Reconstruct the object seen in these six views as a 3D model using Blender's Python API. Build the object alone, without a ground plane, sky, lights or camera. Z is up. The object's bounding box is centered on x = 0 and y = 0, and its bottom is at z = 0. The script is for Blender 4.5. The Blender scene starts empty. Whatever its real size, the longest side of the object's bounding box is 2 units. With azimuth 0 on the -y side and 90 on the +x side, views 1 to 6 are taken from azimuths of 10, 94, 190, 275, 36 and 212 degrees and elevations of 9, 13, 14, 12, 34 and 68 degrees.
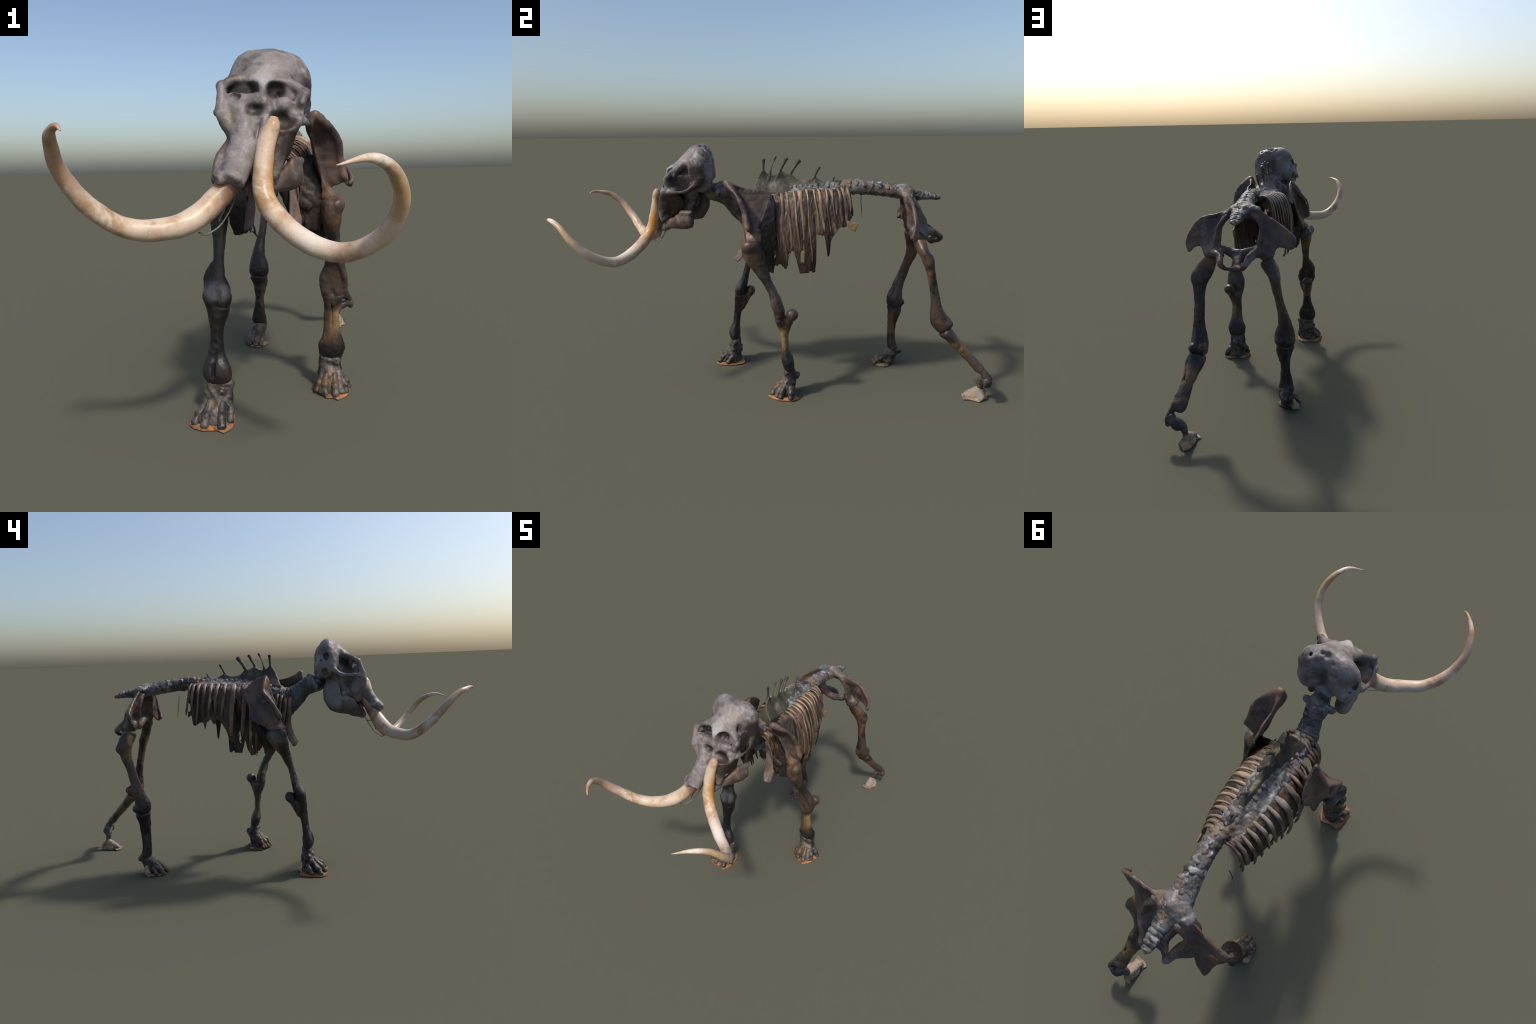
# A mounted mammoth skeleton (walking pose), built bone by bone.
# Solid bones are smooth-blended distance fields (tapered limbs, knobs, plates)
# turned into meshes with surface nets; ribs, tusks and patches are lofted.
import bpy, math
import numpy as np

RNG = np.random.default_rng(7)

# ------------------------------------------------------------------ helpers
def catmull(P, per=6):
    P = np.asarray(P, float)
    n = len(P)
    t = np.linspace(0, n - 1, (n - 1) * per + 1)
    i = np.clip(t.astype(int), 0, n - 2)
    f = (t - i)[:, None]
    E = np.vstack([2 * P[0] - P[1], P, 2 * P[-1] - P[-2]])
    a, b, c, d = E[i], E[i + 1], E[i + 2], E[i + 3]
    return .5 * (2 * b + (c - a) * f + (2 * a - 5 * b + 4 * c - d) * f ** 2 + (3 * b - a - 3 * c + d) * f ** 3)

def closed_catmull(P, per=5):
    P = np.asarray(P, float)
    n = len(P)
    t = np.arange(n * per) / per
    i = t.astype(int)
    f = (t - i)[:, None]
    a, b, c, d = P[(i - 1) % n], P[i % n], P[(i + 1) % n], P[(i + 2) % n]
    return .5 * (2 * b + (c - a) * f + (2 * a - 5 * b + 4 * c - d) * f ** 2 + (3 * b - a - 3 * c + d) * f ** 3)

_LAT = np.random.default_rng(3).random((32, 32, 32)) * 2 - 1
def vnoise(P, freq, seed=0):
    Q = P * freq + seed * 7.31
    i = np.floor(Q).astype(int)
    f = Q - i
    f = f * f * (3 - 2 * f)
    r = 0
    for a in (0, 1):
        for b in (0, 1):
            for c in (0, 1):
                w = (f[..., 0] if a else 1 - f[..., 0]) * (f[..., 1] if b else 1 - f[..., 1]) * (f[..., 2] if c else 1 - f[..., 2])
                r = r + w * _LAT[(i[..., 0] + a) % 32, (i[..., 1] + b) % 32, (i[..., 2] + c) % 32]
    return r

def smin(a, b, k):
    if k <= 0:
        return np.minimum(a, b)
    h = np.maximum(k - np.abs(a - b), 0) / k
    return np.minimum(a, b) - h * h * k * .25

# ------------------------------------------------------------------ distance-field primitives
class Prim:
    def __init__(s, fn, lo, hi, k, op):
        s.fn, s.lo, s.hi, s.k, s.op = fn, np.asarray(lo, float), np.asarray(hi, float), k, op

class Field:
    """Collects primitives; optional frame maps local design space to the world."""
    def __init__(s, frame=None):
        s.prims = []
        s.frame = frame            # (origin_world, R columns = local axes, origin_local)

    def _w(s, p):
        p = np.asarray(p, float)
        if s.frame is None:
            return p
        o, R, l = s.frame
        return o + R @ (p - l)

    def _d(s, d):
        d = np.asarray(d, float)
        return d if s.frame is None else s.frame[1] @ d

    def ball(s, c, r, k=.01, op='add', axes=None):
        c = s._w(c)
        r = np.broadcast_to(np.asarray(r, float), 3)
        A = np.eye(3) if axes is None else np.asarray(axes, float)
        if s.frame is not None:
            A = s.frame[1] @ A
        m = float(r.max())
        def fn(P):
            q = (P - c) @ A
            k0 = np.sqrt(((q / r) ** 2).sum(-1)) + 1e-9
            k1 = np.sqrt(((q / r ** 2) ** 2).sum(-1)) + 1e-9
            return k0 * (k0 - 1) / k1
        s.prims.append(Prim(fn, c - m, c + m, k, op))

    def limb(s, nodes, u=(1, 0, 0), k=.008, op='add', per=5, cap=1.0, taper_ends=True):
        """nodes: x,y,z,ru,rv — an elliptical tube; ru lies along u."""
        N = np.asarray(nodes, float)
        D = catmull(N, per) if per > 1 else N
        D[:, 3:] = np.maximum(D[:, 3:], .0015)
        C = np.array([s._w(p) for p in D[:, :3]])
        R = D[:, 3:5]
        u = s._d(u)
        segs = []
        for i in range(len(C) - 1):
            w = C[i + 1] - C[i]
            L = np.linalg.norm(w)
            if L < 1e-7:
                continue
            w = w / L
            v = np.cross(w, u)
            v /= np.linalg.norm(v)
            segs.append((C[i], w, np.cross(v, w), v, L, R[i], R[i + 1]))
        def fn(G, lo0, res):
            out = np.full(G.shape[:-1], .06)
            n = np.array(out.shape)
            for c, w, uu, v, L, r0, r1 in segs:
                e = c + w * L
                m = max(r0.max(), r1.max()) * 1.05 + k + .012
                a0 = np.clip(np.floor((np.minimum(c, e) - m - lo0) / res).astype(int), 0, n)
                b0 = np.clip(np.ceil((np.maximum(c, e) + m - lo0) / res).astype(int) + 1, 0, n)
                if min(b0 - a0) <= 0:
                    continue
                sl = tuple(slice(a0[i], b0[i]) for i in range(3))
                q = G[sl] - c
                a = q @ w
                t = np.clip(a / L, 0, 1)
                over = a - t * L
                ru = r0[0] + (r1[0] - r0[0]) * t
                rv = r0[1] + (r1[1] - r0[1]) * t
                ra = cap * np.minimum(ru, rv)
                x, y = q @ uu, q @ v
                k0 = np.sqrt((x / ru) ** 2 + (y / rv) ** 2 + (over / ra) ** 2) + 1e-9
                k1 = np.sqrt((x / ru ** 2) ** 2 + (y / rv ** 2) ** 2 + (over / ra ** 2) ** 2) + 1e-9
                out[sl] = np.minimum(out[sl], k0 * (k0 - 1) / k1)
            return out
        fn.local = True
        m = R.max() * 1.05
        s.prims.append(Prim(fn, C.min(0) - m, C.max(0) + m, k, op))

    def plate(s, outline, plane, mid, th, k=.008, op='add', smooth=True, rnd=.004):
        """A bony blade: rounded 2-D profile in two axes, curved mid-surface along the third.
        plane 'yz' or 'xz' or 'xy'; mid(a,b) -> position along the third axis; th(a,b) -> half thickness."""
        ax = dict(yz=(1, 2, 0), xz=(0, 2, 1), xy=(0, 1, 2))[plane]
        O = closed_catmull(outline, 4) if smooth else np.asarray(outline, float)
        n = len(O)
        Oa, Ob = O, np.roll(O, -1, 0)
        grid = np.array([mid(a, b) for a, b in O])
        tt = max(float(np.max(th(O[:, 0], O[:, 1]) if callable(th) else th)), .003)
        lo, hi = np.zeros(3), np.zeros(3)
        lo[ax[0]], hi[ax[0]] = O[:, 0].min() - .006, O[:, 0].max() + .006
        lo[ax[1]], hi[ax[1]] = O[:, 1].min() - .006, O[:, 1].max() + .006
        lo[ax[2]], hi[ax[2]] = grid.min() - tt - .02, grid.max() + tt + .02
        def fn(P):
            a, b, c = P[..., ax[0]], P[..., ax[1]], P[..., ax[2]]
            d2 = np.full(a.shape, 9.)
            ins = np.zeros(a.shape, bool)
            for p, q in zip(Oa, Ob):
                e = q - p
                L2 = (e @ e) + 1e-12
                t = np.clip(((a - p[0]) * e[0] + (b - p[1]) * e[1]) / L2, 0, 1)
                d2 = np.minimum(d2, (a - p[0] - t * e[0]) ** 2 + (b - p[1] - t * e[1]) ** 2)
                cond = ((p[1] > b) != (q[1] > b))
                xi = p[0] + (b - p[1]) * e[0] / (e[1] if abs(e[1]) > 1e-9 else 1e-9)
                ins ^= cond & (a < xi)
            sd = np.sqrt(d2) * np.where(ins, -1, 1)
            h = th(a, b) if callable(th) else th
            dc = np.abs(c - mid(a, b)) - h + rnd
            sd = sd + rnd
            return np.minimum(np.maximum(sd, dc), 0) + np.sqrt(np.maximum(sd, 0) ** 2 + np.maximum(dc, 0) ** 2) - rnd
        s.prims.append(Prim(fn, lo, hi, k, op))

    def sheet(s, A, B, th, k=.008, n=12):
        """A bony flange spanned between two edge curves."""
        A, B = catmull(A, 8), catmull(B, 8)
        pick = lambda C: C[np.linspace(0, len(C) - 1, n).astype(int)]
        A, B = pick(A), pick(B)
        for i in range(n):
            j0, j1 = max(i - 1, 0), min(i + 1, n - 1)
            t = (A[j1] - A[j0]) + (B[j1] - B[j0])
            L = np.linalg.norm(t) / (j1 - j0) / 2
            s.limb([(*A[i], L * .95, th * 1.15), (*((A[i] + B[i]) / 2), L * .95, th * .9), (*B[i], L * .95, th)], u=t / np.linalg.norm(t), per=2, k=k if i else .012, cap=1.0)

    def mesh(s, res, noise=()):
        adds = [p for p in s.prims if p.op == 'add']
        lo = np.min([p.lo for p in adds], 0) - res * 3
        hi = np.max([p.hi for p in adds], 0) + res * 3
        n = np.ceil((hi - lo) / res).astype(int) + 1
        G = np.stack(np.meshgrid(*[lo[i] + res * np.arange(n[i]) for i in range(3)], indexing='ij'), -1)
        D = np.full(G.shape[:3], .06)
        for p in s.prims:
            m = p.k + .012
            a = np.clip(np.floor((p.lo - m - lo) / res).astype(int), 0, n)
            b = np.clip(np.ceil((p.hi + m - lo) / res).astype(int) + 1, 0, n)
            sl = tuple(slice(a[i], b[i]) for i in range(3))
            if min(b - a) <= 0:
                continue
            d = p.fn(G[sl], lo + a * res, res) if hasattr(p.fn, 'local') else p.fn(G[sl])
            if p.op == 'add':
                D[sl] = smin(D[sl], d, p.k)
            else:
                D[sl] = -smin(-D[sl], d, p.k)
        near = np.abs(D) < .02
        for freq, amp, seed in noise:
            D[near] += amp * vnoise(G[near], freq, seed)
        return surface_nets(D, lo, res)

def surface_nets(D, lo, res):
    S = D < 0
    nx, ny, nz = D.shape
    cnt = np.zeros((nx - 1, ny - 1, nz - 1))
    acc = np.zeros((nx - 1, ny - 1, nz - 1, 3))
    corners = [(a, b, c) for a in (0, 1) for b in (0, 1) for c in (0, 1)]
    sl = lambda o: (slice(o[0], nx - 1 + o[0]), slice(o[1], ny - 1 + o[1]), slice(o[2], nz - 1 + o[2]))
    for p in corners:
        for ax in range(3):
            if p[ax]:
                continue
            q = list(p); q[ax] = 1
            d0, d1 = D[sl(p)], D[sl(q)]
            x = (d0 < 0) != (d1 < 0)
            t = np.where(x, d0 / np.where(x, d0 - d1, 1), 0)
            cnt += x
            for k in range(3):
                acc[..., k] += np.where(x, p[k] + (t if k == ax else 0), 0)
    act = cnt > 0
    idx = np.full(act.shape, -1)
    idx[act] = np.arange(act.sum())
    base = np.argwhere(act)
    V = lo + res * (base + acc[act] / cnt[act][:, None])
    Q = []
    for ax in range(3):
        a0 = [slice(None)] * 3; a1 = [slice(None)] * 3
        a0[ax] = slice(0, -1); a1[ax] = slice(1, None)
        s0, s1 = S[tuple(a0)], S[tuple(a1)]
        b, c = (ax + 1) % 3, (ax + 2) % 3
        E = np.argwhere(s0 != s1)
        E = E[(E[:, b] > 0) & (E[:, c] > 0) & (E[:, b] < D.shape[b] - 1) & (E[:, c] < D.shape[c] - 1)]
        inside0 = S[E[:, 0], E[:, 1], E[:, 2]]
        def cell(db, dc):
            F = E.copy(); F[:, b] -= db; F[:, c] -= dc
            return idx[F[:, 0], F[:, 1], F[:, 2]]
        q = np.stack([cell(1, 1), cell(0, 1), cell(0, 0), cell(1, 0)], 1)
        q[~inside0] = q[~inside0][:, ::-1]
        Q.append(q)
    return V, np.vstack(Q)

# ------------------------------------------------------------------ scene objects
ROOT = bpy.data.objects.new('mammoth_skeleton', None)
bpy.context.scene.collection.objects.link(ROOT)
ROOT['label'] = 'dark fossil mammoth skeleton walking, with long curved ivory tusks'
ROOT['category'] = 'mammoth skeleton'

def make(name, V, Q, mat, parent=None, smooth=True):
    V = np.asarray(V, np.float32)
    me = bpy.data.meshes.new(name)
    Q = [tuple(int(i) for i in f) for f in Q] if not isinstance(Q, np.ndarray) else Q
    if isinstance(Q, np.ndarray):
        me.vertices.add(len(V)); me.vertices.foreach_set('co', V.ravel())
        k = Q.shape[1]
        me.loops.add(Q.size); me.loops.foreach_set('vertex_index', Q.astype(np.int32).ravel())
        me.polygons.add(len(Q)); me.polygons.foreach_set('loop_start', np.arange(0, Q.size, k, dtype=np.int32))
        me.update(calc_edges=True)
    else:
        me.from_pydata(V.tolist(), [], Q)
    me.validate()
    if smooth:
        me.polygons.foreach_set('use_smooth', np.ones(len(me.polygons), bool))
    me.materials.append(mat)
    ob = bpy.data.objects.new(name, me)
    bpy.context.scene.collection.objects.link(ob)
    ob.parent = parent or ROOT
    return ob

def bone(name, field, mat, res=.004, noise=((60, .0012, 1), (140, .0006, 2)), parent=None):
    V, Q = field.mesh(res, noise)
    low = V[:, 2] < .006                          # nothing pokes through the floor
    V[low, 2] = .006 * np.exp((V[low, 2] - .006) / .006)
    return make(name, V, Q, mat, parent)

def sweep(path, radii, hint=(0, 0, 1), sides=14, per=5, bumps=0.0, seed=0):
    """Loft an elliptical section along a curve. radii: (r_along_hint, r_across) per node."""
    N = np.hstack([np.asarray(path, float), np.asarray(radii, float)])
    D = catmull(N, per)
    C, R = D[:, :3], np.maximum(D[:, 3:5], .0006)
    T = np.gradient(C, axis=0)
    T /= np.linalg.norm(T, axis=1)[:, None]
    h = np.asarray(hint, float)
    V, n = [], len(C)
    prev = None
    for i in range(n):
        a = h - (h @ T[i]) * T[i] if prev is None else prev - (prev @ T[i]) * T[i]
        a /= np.linalg.norm(a)
        prev = a
        b = np.cross(T[i], a)
        for j in range(sides):
            th = 2 * math.pi * j / sides
            V.append(C[i] + a * R[i, 0] * math.cos(th) + b * R[i, 1] * math.sin(th))
    V = np.array(V)
    if bumps:
        c = np.repeat(C, sides, 0)
        V = c + (V - c) * (1 + bumps * vnoise(V, 45, seed))[:, None]
    Q = [(i * sides + j, i * sides + (j + 1) % sides, (i + 1) * sides + (j + 1) % sides, (i + 1) * sides + j)
         for i in range(n - 1) for j in range(sides)]
    V = np.vstack([V, C[0], C[-1]])
    for j in range(sides):
        Q.append((n * sides, (j + 1) % sides, j))
        Q.append((n * sides + 1, (n - 1) * sides + j, (n - 1) * sides + (j + 1) % sides))
    return V, Q

# ------------------------------------------------------------------ materials
def mix_rgb(nt, fac, a, b, blend='MIX'):
    m = nt.nodes.new('ShaderNodeMix')
    m.data_type = 'RGBA'
    m.blend_type = blend
    for sock, val in ((m.inputs[0], fac), (m.inputs[6], a), (m.inputs[7], b)):
        if isinstance(val, bpy.types.NodeSocket):
            nt.links.new(val, sock)
        elif isinstance(val, (int, float)):
            sock.default_value = val
        else:
            sock.default_value = (*val, 1)
    return m.outputs[2]

def noise_mask(nt, vec, scale, lo, hi, detail=4, rough=.6, dist=0.0):
    n = nt.nodes.new('ShaderNodeTexNoise')
    n.inputs['Scale'].default_value = scale
    n.inputs['Detail'].default_value = detail
    n.inputs['Roughness'].default_value = rough
    n.inputs['Distortion'].default_value = dist
    nt.links.new(vec, n.inputs['Vector'])
    r = nt.nodes.new('ShaderNodeMapRange')
    r.interpolation_type = 'SMOOTHSTEP'
    r.inputs[1].default_value = lo
    r.inputs[2].default_value = hi
    nt.links.new(n.outputs['Fac'], r.inputs[0])
    return r.outputs[0], n.outputs['Fac']

def sphere_mask(nt, vec, centre, size, soft=.5):
    """1 inside an ellipsoid patch on the object, fading to 0 outside."""
    mp = nt.nodes.new('ShaderNodeMapping')
    mp.vector_type = 'POINT'
    mp.inputs['Location'].default_value = [-c / s for c, s in zip(centre, size)]
    mp.inputs['Scale'].default_value = [1 / s for s in size]
    nt.links.new(vec, mp.inputs['Vector'])
    l = nt.nodes.new('ShaderNodeVectorMath')
    l.operation = 'LENGTH'
    nt.links.new(mp.outputs[0], l.inputs[0])
    r = nt.nodes.new('ShaderNodeMapRange')
    r.interpolation_type = 'SMOOTHSTEP'
    r.inputs[1].default_value = 1.0
    r.inputs[2].default_value = 1 - soft
    nt.links.new(l.outputs['Value'], r.inputs[0])
    return r.outputs[0]

def times(nt, a, b):
    m = nt.nodes.new('ShaderNodeMath')
    m.operation = 'MULTIPLY'
    for s, v in zip(m.inputs, (a, b)):
        if isinstance(v, bpy.types.NodeSocket):
            nt.links.new(v, s)
        else:
            s.default_value = v
    return m.outputs[0]

def bone_material(name, base, layers, patches=(), rough=.5, stretch=(1, 1, 1), bump=.25, grain=.25):
    """base colour; layers (colour, noise scale, lo, hi, amount); patches (colour, centre, size, soft, amount)."""
    m = bpy.data.materials.new(name)
    m.use_nodes = True
    nt = m.node_tree
    bs = nt.nodes['Principled BSDF']
    tc = nt.nodes.new('ShaderNodeTexCoord')
    mp = nt.nodes.new('ShaderNodeMapping')
    mp.inputs['Scale'].default_value = stretch
    nt.links.new(tc.outputs['Object'], mp.inputs['Vector'])
    vec = mp.outputs[0]
    col = base
    for i, (c, sc, lo, hi, amt) in enumerate(layers):
        f, _ = noise_mask(nt, vec, sc, lo, hi, dist=.6 if i % 2 else 0)
        col = mix_rgb(nt, times(nt, f, amt), col, c)
    for c, ce, si, so, amt in patches:
        f = sphere_mask(nt, tc.outputs['Object'], ce, si, so)
        g, _ = noise_mask(nt, vec, 20, .22, .46)
        col = mix_rgb(nt, times(nt, times(nt, f, g), amt), col, c)
    g, fine = noise_mask(nt, vec, 150, .3, .7)
    col = mix_rgb(nt, grain, col, mix_rgb(nt, g, (.55, .55, .55), (1.35, 1.35, 1.35)), 'MULTIPLY')
    nt.links.new(col, bs.inputs['Base Color'])
    bs.inputs['Roughness'].default_value = rough
    bs.inputs['Specular IOR Level'].default_value = .35
    b = nt.nodes.new('ShaderNodeBump')
    b.inputs['Strength'].default_value = bump
    b.inputs['Distance'].default_value = .004
    _, h = noise_mask(nt, vec, 90, .3, .7, detail=6)
    nt.links.new(h, b.inputs['Height'])
    nt.links.new(b.outputs[0], bs.inputs['Normal'])
    return m

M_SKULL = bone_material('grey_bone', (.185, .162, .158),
    [((.060, .048, .047), 8, .42, .62, .85), ((.29, .265, .255), 10, .52, .68, .85), ((.15, .125, .08), 16, .55, .7, .5), ((.05, .043, .045), 22, .58, .72, .6)],
    patches=[((.36, .35, .34), (.03, -.49, 1.068), (.06, .06, .05), .9, .8),
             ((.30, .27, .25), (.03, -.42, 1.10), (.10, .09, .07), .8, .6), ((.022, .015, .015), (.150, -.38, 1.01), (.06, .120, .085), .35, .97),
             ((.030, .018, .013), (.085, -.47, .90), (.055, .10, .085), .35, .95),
             ((.012, .010, .010), (.012, -.51, .978), (.034, .03, .026), .6, .95),  # nostrils and nasal hollows, four patches: cavity shadow painted near-black
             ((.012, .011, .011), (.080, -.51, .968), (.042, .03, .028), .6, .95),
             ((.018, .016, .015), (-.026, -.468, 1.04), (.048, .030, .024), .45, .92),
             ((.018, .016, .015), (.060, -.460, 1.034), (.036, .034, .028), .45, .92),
             ((.035, .03, .028), (.022, -.28, 1.05), (.028, .045, .10), .6, .85)], rough=.5)
M_JAW = bone_material('brown_grey_bone', (.13, .105, .095),
    [((.045, .036, .033), 8, .42, .64, .85), ((.16, .085, .045), 11, .5, .70, .7), ((.24, .235, .24), 14, .6, .74, .55)],
    patches=[((.20, .195, .20), (-.08, -.37, .88), (.04, .09, .08), .5, .75), ((.05, .028, .017), (.10, -.42, .80), (.06, .09, .05), .6, .7)], rough=.48)
M_SPINE = bone_material('grey_vertebra_bone', (.14, .135, .13),
    [((.032, .029, .027), 18, .42, .60, .88), ((.33, .325, .32), 28, .53, .68, .9), ((.16, .105, .06), 11, .50, .66, .75)],
    patches=[((.030, .029, .031), (0, -.20, .88), (.09, .12, .11), .4, .75), ((.08, .058, .04), (.06, .47, .93), (.05, .16, .05), .6, .7)], rough=.48, bump=.6)
M_OLIVE = bone_material('olive_spine_bone', (.072, .062, .042),
    [((.025, .022, .018), 12, .42, .62, .8), ((.19, .185, .17), 18, .58, .74, .6)], rough=.5, stretch=(1, 1, .5), bump=.4)
M_RIB = bone_material('tan_rib_bone', (.16, .105, .07),
    [((.032, .022, .017), 8, .42, .60, .9), ((.38, .265, .175), 18, .54, .70, .8), ((.10, .07, .05), 40, .5, .7, .6)],
    patches=[((.40, .28, .18), (.085, .16, .945), (.075, .25, .06), .8, .65), ((.36, .30, .25), (-.09, .18, .95), (.075, .22, .045), .8, .6), ((.27, .19, .09), (.10, .37, .79), (.04, .05, .05), .5, .8)],  # first two patches: highlights painted along the rib tops, left and right
    rough=.45, stretch=(1, 1, .4), bump=.4)
M_WEB = bone_material('dark_rib_tissue', (.085, .055, .038),
    [((.02, .015, .012), 12, .44, .62, .9), ((.22, .145, .09), 22, .54, .72, .75)],
    rough=.5, stretch=(1, 1.4, .3), bump=.6)
M_DARK = bone_material('black_brown_tissue', (.028, .020, .018),
    [((.010, .008, .008), 14, .42, .62, .8), ((.085, .06, .05), 18, .56, .74, .7)], rough=.5, stretch=(1, 1, .4), bump=.6)
M_BLADE = bone_material('red_brown_blade_bone', (.105, .074, .064),
    [((.038, .027, .026), 6, .42, .64, .85), ((.18, .10, .055), 8, .5, .68, .75), ((.20, .18, .18), 10, .57, .73, .65), ((.03, .025, .025), 25, .6, .74, .5)], rough=.45)
M_LEG = bone_material('dark_leg_bone', (.058, .042, .033),
    [((.012, .011, .012), 9, .42, .60, .9), ((.145, .080, .036), 11, .52, .68, .8), ((.15, .145, .15), 18, .60, .74, .5)],
    patches=[((.25, .17, .075), (.203, .058, .29), (.034, .05, .09), .7, .8), ((.17, .165, .16), (-.20, -.075, .70), (.07, .07, .045), .6, .7),  # grey patch lightens right humerus head to look lit
             ((.010, .010, .012), (-.185, -.21, .2), (.09, .09, .14), .5, .8),
             ((.010, .010, .012), (.185, .065, .165), (.08, .08, .06), .5, .9),
             ((.17, .16, .155), (-.185, -.20, .435), (.06, .05, .045), .6, .75),
             ((.011, .010, .011), (-.185, .6, .34), (.09, .09, .07), .6, .75),
             ((.011, .010, .011), (-.185, .6, .13), (.09, .09, .07), .6, .6),
             ((.012, .011, .011), (.17, .76, .37), (.07, .07, .06), .6, .6),
             ((.20, .12, .05), (.19, .85, .26), (.06, .08, .07), .6, .6)],
    rough=.38, stretch=(1, 1, .4))
M_FOOT = bone_material('dark_foot_bone', (.075, .064, .056),
    [((.016, .014, .014), 26, .42, .60, .9), ((.22, .21, .205), 32, .57, .74, .8), ((.13, .075, .03), 12, .52, .7, .75)],
    rough=.38, bump=.6)
M_TUSK = bone_material('old_ivory', (.55, .43, .325),
    [((.33, .18, .08), 7, .42, .60, .85), ((.78, .71, .60), 7, .52, .68, .8), ((.22, .145, .10), 26, .60, .73, .65), ((.48, .32, .26), 12, .54, .7, .6)],
    patches=[((.10, .045, .018), (.088, -.530, .87), (.036, .035, .10), .6, .95), ((.42, .19, .035), (.085, -.565, .80), (.045, .06, .13), .6, .95),
             ((.15, .07, .035), (-.04, -.565, .785), (.08, .07, .08), .6, .9),
             ((.72, .66, .58), (.17, -.68, .69), (.10, .07, .06), .8, .6),
             ((.40, .26, .13), (.34, -.86, .79), (.06, .10, .09), .5, .75),
             ((.42, .27, .19), (-.33, -.84, .83), (.06, .10, .10), .5, .75)],
    rough=.36, bump=.12, grain=.15)
M_PAD = bone_material('orange_earth', (.33, .15, .06),
    [((.48, .31, .20), 15, .50, .66, .75), ((.11, .055, .028), 20, .46, .64, .9)], rough=.8)
M_PAD_GREY = bone_material('pale_grey_earth', (.27, .20, .135),
    [((.45, .28, .12), 9, .46, .60, .85), ((.22, .21, .21), 13, .5, .66, .8), ((.07, .06, .055), 20, .46, .64, .85)], rough=.8)
M_IRON = bone_material('dull_iron', (.16, .15, .12), [((.06, .055, .045), 30, .45, .6, .8)], rough=.5)

# ------------------------------------------------------------------ skull
ROLL, YAW = math.radians(7.6), math.radians(3.5)
ex = np.array([math.cos(ROLL) * math.cos(YAW), math.sin(YAW), -math.sin(ROLL)])
ex /= np.linalg.norm(ex)
ey = np.cross((math.sin(ROLL), 0, math.cos(ROLL)), ex); ey /= np.linalg.norm(ey)
ez = np.cross(ex, ey)
SKULL_FRAME = (np.array([.022, -.40, 1.02]), np.stack([ex, ey, ez], 1), np.array([0, -.40, 1.02]))

f = Field(SKULL_FRAME)
for sx in (-1, 1):
    f.ball((sx * .050, -.336, 1.060), (.068, .055, .094), k=.022)           # twin domes
    f.ball((sx * .076, -.330, 1.015), (.044, .050, .058), k=.018)
f.ball((0, -.355, 1.078), (.064, .052, .078), k=.02)
f.limb([(0, -.352, 1.118, .058, .032), (0, -.405, 1.083, .062, .030), (0, -.440, 1.058, .064, .025), (0, -.468, 1.046, .032, .016)], k=.022)
f.limb([(0, -.36, 1.0, .075, .052), (0, -.44, .98, .062, .050), (0, -.486, .955, .05, .034)], u=(1, 0, 0), k=.022)    # cranial base, face
f.limb([(0, -.43, .95, .045, .045), (0, -.43, .90, .042, .040), (0, -.425, .868, .036, .030)], k=.016)               # tooth block
f.ball((0, -.30, .975), (.034, .024, .026), k=.016)                                                                    # condyle
for sx in (-1, 1):
    f.limb([(sx * .052, -.438, 1.060, .017, .016), (sx * .085, -.456, 1.048, .015, .0145), (sx * .108, -.470, 1.034, .013, .013)], u=(0, 1, 0), k=.014)
    f.ball((sx * .109, -.474, 1.031), (.0125, .013, .015), k=.008)
    f.limb([(sx * .108, -.479, 1.03, .010, .013), (sx * .100, -.494, .995, .013, .013), (sx * .094, -.504, .962, .017, .016), (sx * .066, -.506, .925, .018, .018)], k=.012)  # cheek bone
    f.limb([(sx * .098, -.499, .968, .008, .012), (sx * .117, -.465, .966, .0065, .009), (sx * .123, -.42, .967, .0065, .010), (sx * .120, -.378, .978, .010, .013), (sx * .104, -.345, 1.005, .015, .017)], u=(1, 0, 0), k=.010)  # arch
    f.limb([(sx * .055, -.485, 1.0, .03, .023), (sx * .058, -.486, .94, .03, .027), (sx * .048, -.47, .90, .028, .027)], k=.016)
f.limb([(.0, -.470, 1.054, .026, .012), (.002, -.487, 1.046, .018, .009), (.002, -.492, 1.038, .010, .007)], k=.008)
f.limb([(.002, -.478, 1.03, .010, .02), (.002, -.492, 1.01, .014, .02), (0, -.497, .985, .045, .026), (-.008, -.506, .945, .046, .028)], k=.012)                                     # nasal boss
for sx in (-1, 1):
    f.limb([(sx * .045, -.375, .975, .030, .030), (sx * .045, -.395, .925, .022, .034), (sx * .040, -.415, .880, .020, .030)], u=(1, 0, 0), per=3, k=.014)   # palate wings
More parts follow.
